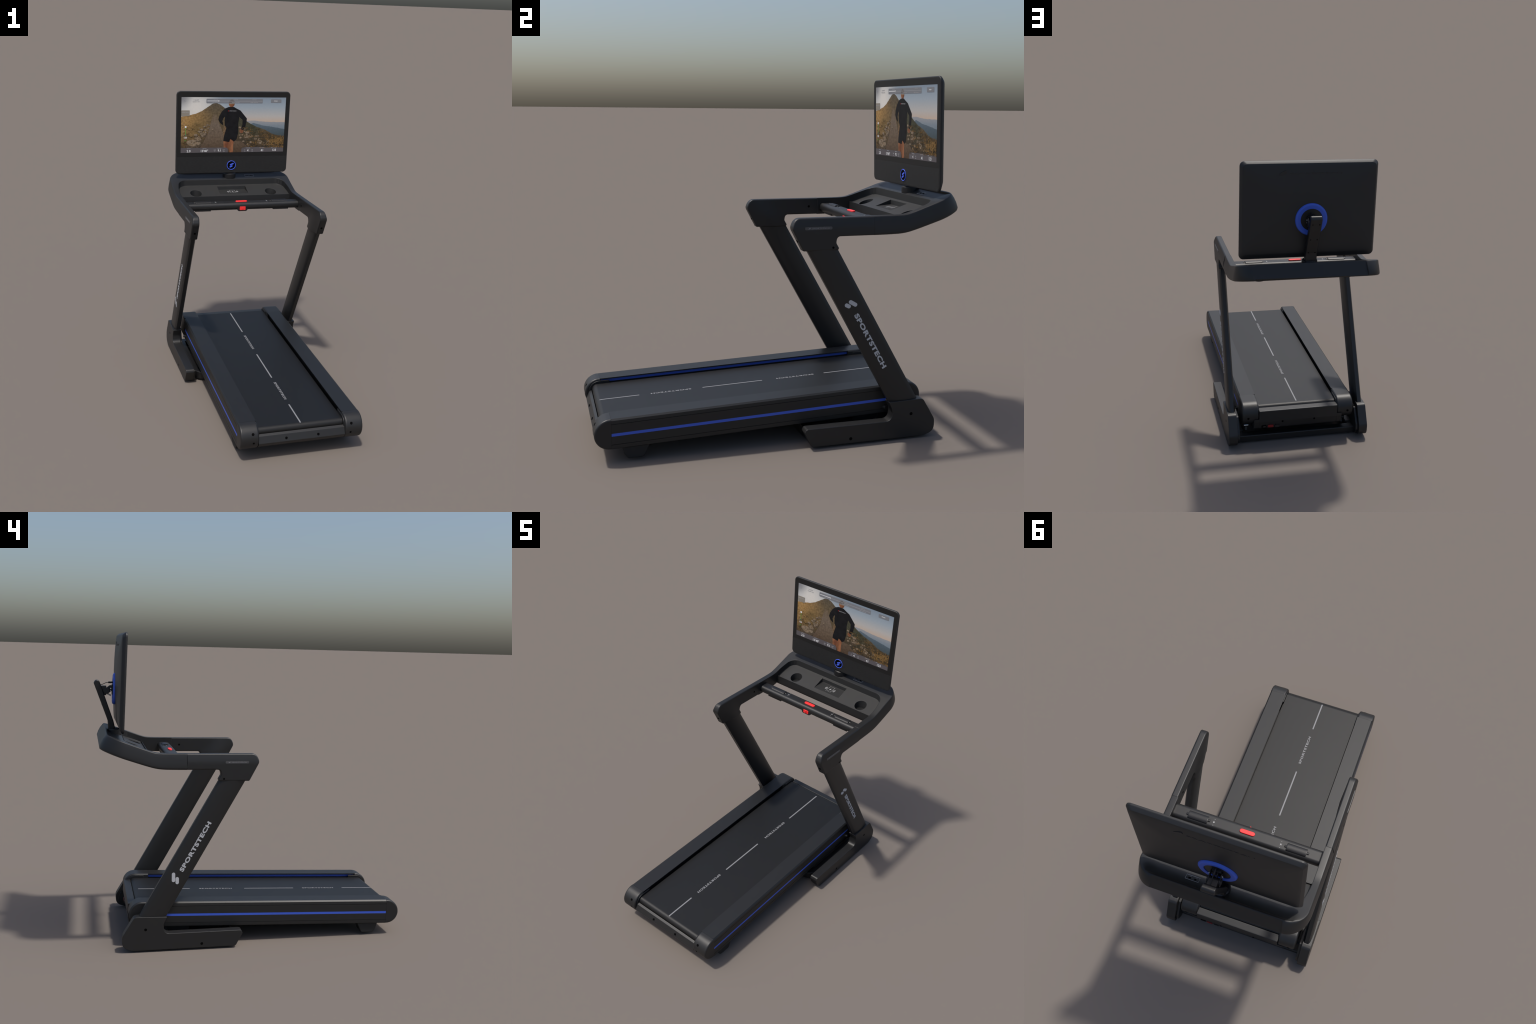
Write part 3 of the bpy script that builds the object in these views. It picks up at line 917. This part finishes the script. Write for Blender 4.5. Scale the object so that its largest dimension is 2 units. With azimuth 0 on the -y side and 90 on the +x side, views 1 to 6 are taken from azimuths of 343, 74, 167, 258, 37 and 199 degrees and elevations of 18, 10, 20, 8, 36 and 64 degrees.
HAZE = textured(grad_mat("picture_haze", [(0.42, (138, 138, 140)), (0.52, (112, 122, 130)), (0.7, (90, 102, 110))]), 0.04)
layer("far_range", wobble([(0.5, 0.42), (0.623, 0.424), (0.693, 0.419), (0.781, 0.437), (0.84, 0.443), (1, 0.450)], 0.003) + [(1, 0.75), (0.5, 0.75)], HAZE)
HILL = textured(grad_mat("picture_hills", [(0.46, (86, 98, 108)), (0.58, (72, 84, 92)), (0.75, (58, 66, 66))]), 0.06)
layer("near_range", wobble([(0.5, 0.49), (0.665, 0.478), (0.694, 0.464), (0.753, 0.492), (0.783, 0.509), (0.854, 0.527), (0.901, 0.544), (1, 0.576)], 0.004) + [(1, 0.8), (0.5, 0.8)], HILL)
SLOPE_M = textured(grad_mat("picture_slope", [(0.10, (80, 72, 60)), (0.35, (90, 78, 58)), (0.6, (80, 68, 50)), (0.8, (62, 54, 43)), (1.0, (56, 48, 40))],
                            extra=[((0.04, 0.42), 0.24, (144, 113, 70)), ((0.16, 0.56), 0.10, (104, 86, 56)), ((0.66, 0.56), 0.13, (56, 58, 46)), ((0.55, 0.45), 0.10, (62, 62, 50))]), 0.28)  # warm sunlight on the left flank painted in as a colour glow
layer("mountain", wobble([(0, 0.344), (0.042, 0.335), (0.101, 0.309), (0.147, 0.284), (0.193, 0.246), (0.251, 0.169), (0.293, 0.114), (0.325, 0.098), (0.36, 0.125),
                          (0.414, 0.197), (0.45, 0.25), (0.545, 0.357), (0.623, 0.43), (0.665, 0.48), (0.725, 0.536), (0.814, 0.593), (0.875, 0.661), (0.935, 0.690), (1, 0.708)], 0.0035)
      + [(1, 1), (0, 1)], SLOPE_M)
PATH = textured(grad_mat("picture_path", [(0.28, (98, 84, 66)), (0.5, (100, 88, 76)), (0.75, (92, 78, 64)), (1.0, (70, 56, 44))]), 0.22)
layer("trail", wobble([(0.300, 0.30), (0.335, 0.30), (0.354, 0.433), (0.392, 0.61), (0.45, 0.764), (0.58, 0.80), (0.64, 0.90), (0.70, 1.0)], 0.006)
      + wobble([(0.15, 1.0), (0.215, 0.80), (0.255, 0.652), (0.283, 0.433), (0.300, 0.30)], 0.006), PATH)


def tuft(u, v, h, n):
    out = []
    for _ in range(n):
        a = random.uniform(-0.9, 0.9)
        l = h * random.uniform(0.6, 1.15)
        x, w = u + random.uniform(-0.5, 0.5) * h, h * 0.10
        tip = S(x + l * math.sin(a) * 0.55, v - l * math.cos(a))
        out.append([S(x - w / 2, v), S(x + w / 2, v), tip])
    return out


G_DARK = pic_mat("picture_scrub_dark", (54, 47, 33), (80, 66, 43), scale=90)
G_GOLD = pic_mat("picture_scrub_gold", (96, 74, 44), (124, 96, 58), scale=90)
scrub, gold = [], []
for _ in range(150):
    u = random.uniform(0.0, 0.27)
    v = random.uniform(0.50, 0.90)
    if u < 0.30 - 0.30 * (v - 0.4):
        (scrub if random.random() < 0.55 else gold).extend(tuft(u, v, random.uniform(0.018, 0.04), 5))
for _ in range(190):
    u = random.uniform(0.60, 1.0)
    v = random.uniform(max(0.52, 0.47 + (u - 0.62) * 0.78), 0.93)
    (scrub if random.random() < 0.5 else gold).extend(tuft(u, v, random.uniform(0.018, 0.045), 5))
for _ in range(26):
    (gold if random.random() < 0.6 else scrub).extend(tuft(random.uniform(0.86, 0.995), random.uniform(0.76, 0.92), random.uniform(0.05, 0.12), 6))
clip = lambda polys: [[Vector((min(max(p.x, 0), SW), max(p.y, -SH), 0)) for p in q] for q in polys]
many("scrub", clip(scrub), G_DARK)
many("scrub", clip(gold), G_GOLD)


def rock(u, v, r, squash=0.75):
    n = 9
    k = [random.uniform(0.78, 1.1) for _ in range(n)]
    return [S(u + r * k[i] * math.cos(2 * math.pi * i / n), v + r * SW / SH * squash * k[i] * math.sin(2 * math.pi * i / n)) for i in range(n)]


stones = [(0.249, 0.498, .016), (0.22, 0.531, .015), (0.197, 0.58, .018), (0.174, 0.618, .016), (0.21, 0.668, .036), (0.14, 0.683, .022), (0.164, 0.755, .036),
          (0.110, 0.835, .062), (0.165, 0.835, .030), (0.629, 0.713, .036), (0.636, 0.641, .026), (0.718, 0.759, .020), (0.767, 0.827, .032), (0.843, 0.80, .019),
          (0.897, 0.841, .028), (0.561, 0.546, .016), (0.571, 0.734, .014), (0.673, 0.819, .017), (0.741, 0.704, .012), (0.60, 0.80, .013), (0.65, 0.86, .02), (0.85, 0.87, .026)]
for _ in range(70):
    if random.random() < 0.5:
        t = random.random()
        stones.append((0.255 - 0.14 * t + random.gauss(0, 0.02), 0.5 + 0.34 * t + random.gauss(0, 0.02), random.uniform(0.005, 0.012)))
    else:
        t = random.random()
        stones.append((0.57 + 0.30 * t + random.gauss(0, 0.03), 0.60 + 0.27 * t + random.gauss(0, 0.03), random.uniform(0.005, 0.013)))
shade = [rock(u + r * 0.10, min(v + r * 0.3, 0.93), r * 1.08) for u, v, r in stones]  # each stone drawn twice: dark shape for its shadow side, pale one for sunlight
lit = [rock(u - r * 0.06, v - r * 0.22, r * 0.86, 0.66) for u, v, r in stones]
many("trail_rock", clip(shade), pic_mat("picture_rock_shade", (64, 54, 44), (86, 74, 60), scale=80))
many("trail_rock", clip(lit), pic_mat("picture_rock_lit", (106, 93, 78), (134, 118, 99), scale=70))

# the runner seen from behind
SKIN = pic_mat("picture_skin", (92, 56, 40), (138, 92, 64), scale=30, stretch=(1, 0.4, 1))
CLOTH = pic_mat("picture_black_cloth", (20, 20, 22), (27, 27, 29), scale=30)
HAIR = pic_mat("picture_hair", (104, 92, 80), (140, 124, 106), scale=90)
layer("runner_leg", [(0.404, 0.78), (0.462, 0.80), (0.461, 0.876), (0.457, 0.953), (0.412, 0.93)], SKIN)
layer("runner_leg", [(0.462, 0.75), (0.506, 0.79), (0.500, 0.90), (0.502, 1.0), (0.467, 1.0), (0.463, 0.876)], SKIN)
layer("runner_hand", [S(0.577 + 0.020 * math.cos(t), 0.610 + 0.038 * math.sin(t)) for t in [2 * math.pi * k / 16 for k in range(16)]], SKIN)
layer("runner_head", [S(0.473 + 0.029 * math.cos(t), 0.108 + 0.068 * math.sin(t)) for t in [2 * math.pi * k / 24 for k in range(24)]], SKIN)
layer("runner_hair", [S(0.474 + 0.029 * math.cos(t), 0.098 + 0.060 * math.sin(t)) for t in [math.pi + math.pi * k / 14 for k in range(15)]] + [S(0.500, 0.12), S(0.452, 0.12)], HAIR)
layer("runner_bag", [S(0.414 + 0.014 * math.cos(t), 0.62 + 0.10 * math.sin(t)) for t in [2 * math.pi * k / 18 for k in range(18)]], pic_mat("picture_bag", (84, 66, 48), (120, 98, 74), scale=110))
layer("runner_shorts", [(0.432, 0.54), (0.546, 0.53), (0.545, 0.656), (0.533, 0.756), (0.507, 0.805), (0.486, 0.771), (0.472, 0.755), (0.463, 0.81), (0.404, 0.792), (0.407, 0.72), (0.415, 0.654)], CLOTH)
layer("runner_shirt", [(0.446, 0.171), (0.495, 0.171), (0.519, 0.197), (0.56, 0.236), (0.585, 0.291), (0.625, 0.38), (0.623, 0.435), (0.613, 0.524), (0.594, 0.596), (0.573, 0.579),
                       (0.583, 0.491), (0.584, 0.407), (0.552, 0.357), (0.544, 0.457), (0.543, 0.546), (0.479, 0.561), (0.432, 0.555), (0.413, 0.5), (0.409, 0.412), (0.412, 0.346),
                       (0.4, 0.373), (0.389, 0.423), (0.398, 0.478), (0.393, 0.5), (0.366, 0.456), (0.35, 0.4), (0.358, 0.334), (0.38, 0.257), (0.408, 0.202)], CLOTH)

# overlays: panels, bars, figures
PANEL = pic_mat("overlay_panel", (82, 78, 80))
PANEL2 = pic_mat("overlay_panel_pale", (112, 114, 118))
PANEL3 = pic_mat("overlay_panel_side", (128, 122, 112))
INK = pic_mat("overlay_ink", (205, 205, 205))
DIM = pic_mat("overlay_ink_dim", (150, 150, 152))
GREEN = pic_mat("overlay_green", (92, 140, 66))
TEAL = pic_mat("overlay_teal", (70, 120, 120))
REDDOT = pic_mat("overlay_red", (130, 30, 36))


def uv_rect(u0, v0, u1, v1, r=0.0):
    a, b = S(u0, v1), S(u1, v0)
    return rect(a.x, a.y, b.x, b.y, r)


a, b = S(0, 1), S(0.452, 0.910)
layer("info_panel", rounded([(a.x, a.y), (b.x, a.y), (b.x, b.y, 0.018), (a.x, b.y)], 6), PANEL)
a, b = S(0.583, 1), S(1.0, 0.908)
layer("info_panel", rounded([(a.x, a.y), (b.x, a.y), (b.x, b.y), (a.x, b.y, 0.018)], 6), PANEL)
layer("info_panel", uv_rect(0.232, 0.027, 0.772, 0.106, 0.005), PANEL2)
layer("runner_hair", [S(0.474 + 0.028 * math.cos(t), 0.100 + 0.058 * math.sin(t)) for t in [math.pi + math.pi * k / 14 for k in range(15)]], pic_mat("overlay_hair", (96, 92, 90)))
layer("info_panel", uv_rect(0.852, 0.032, 0.955, 0.096, 0.003), PANEL2)
layer("info_panel", uv_rect(0.0, 0.233, 0.078, 0.335, 0.002), PANEL3)
layer_no[0] += 1
TZ = BASE_Z + LAYER * layer_no[0]


def figure(text, u, v, height, mat=INK, length=None, bold=0.012):
    p = S(u, v)
    lettering("screen_figure", text, PIC @ Matrix.Translation((p.x, p.y, TZ)), length, height, mat, display, bold=bold, thick=0.0002)


figure("2.0", 0.075, 0.968, 0.0175)
figure("13'40\"", 0.226, 0.968, 0.0175)
figure("9.1", 0.368, 0.963, 0.0165)
figure("8.8", 0.324, 0.955, 0.008, DIM)
figure("10.7", 0.413, 0.955, 0.008, DIM)
figure("4", 0.647, 0.966, 0.0165)
figure("3", 0.617, 0.958, 0.008, DIM)
figure("15", 0.691, 0.958, 0.008, DIM)
figure("41", 0.787, 0.968, 0.0165)
figure("123", 0.910, 0.966, 0.0165)
for u, w, t in ((0.075, 0.032, "DISTANCE"), (0.226, 0.036, "DURATION"), (0.368, 0.036, "SPEED KM"), (0.652, 0.036, "INCLINE"), (0.787, 0.050, "STEP RATE"), (0.905, 0.058, "HEART RATE")):
    figure(t, u, 0.924, 0.0052, DIM, length=w * SW)
figure("kmh", 0.324, 0.982, 0.004, DIM)
figure("max", 0.413, 0.982, 0.004, DIM)
figure("min", 0.617, 0.984, 0.004, DIM)
figure("max", 0.691, 0.984, 0.004, DIM)
figure("FINISH", 0.900, 0.064, 0.0068)
figure("120", 0.043, 0.722, 0.0125)
figure("BPM", 0.041, 0.778, 0.006, GREEN)
figure("HEART RATE", 0.038, 0.268, 0.0055, DIM, length=0.064 * SW)
for u, t, t2 in ((0.320, "Warm up", "5:00 minutes"), (0.510, "Training", "20:00 minutes"), (0.690, "Cool down", "5:00 minutes")):
    figure(t, u, 0.042, 0.0055, DIM, length=0.042 * SW)
    figure(t2, u, 0.093, 0.0055, DIM, length=0.072 * SW)
figure("SPORTSTECH", 0.486, 0.244, 0.0060, DIM, length=0.066 * SW)
figure("12:47", 0.137, 0.048, 0.0075, DIM, length=0.048 * SW)
figure("WEDNESDAY 14 MAY", 0.137, 0.080, 0.0045, DIM, length=0.068 * SW)


def mark(poly, mat):
    plate("screen_mark", poly, TZ, TZ + 0.0002, XY, mat, display, matrix=PIC, smooth=0)


mark(uv_rect(0.240, 0.066, 0.768, 0.070), DIM)
mark([Vector((p.x, p.y)) for p in uv_rect(0.240, 0.0595, 0.346, 0.0725, 0.001)], INK)
c = S(0.349, 0.066)
mark(ellipse(c.x + 0.0, c.y, 0.0050, 0.0050), INK)
mark(uv_rect(0.0405, 0.545, 0.0455, 0.690), GREEN)
mark([p + Vector((0, 0)) for p in uv_rect(0.0395, 0.665, 0.0465, 0.692)], TEAL)
c = S(0.043, 0.530)
mark(ellipse(c.x, c.y, 0.0072, 0.0072), INK)
for v in (0.42, 0.48, 0.55, 0.615, 0.685):
    mark(uv_rect(0.022, v - 0.002, 0.029, v + 0.002), DIM)
c = S(0.028, 0.062)
line_plate("screen_mark", [(c.x + 0.0080 * math.cos(t), c.y + 0.0080 * math.sin(t)) for t in [2 * math.pi * k / 6 for k in range(7)]], 0.0016, PIC, DIM, display, TZ, TZ + 0.0002)
c = S(0.445, 0.243)
mark(ellipse(c.x, c.y, 0.0036, 0.0036), REDDOT)

bpy.context.view_layer.update()
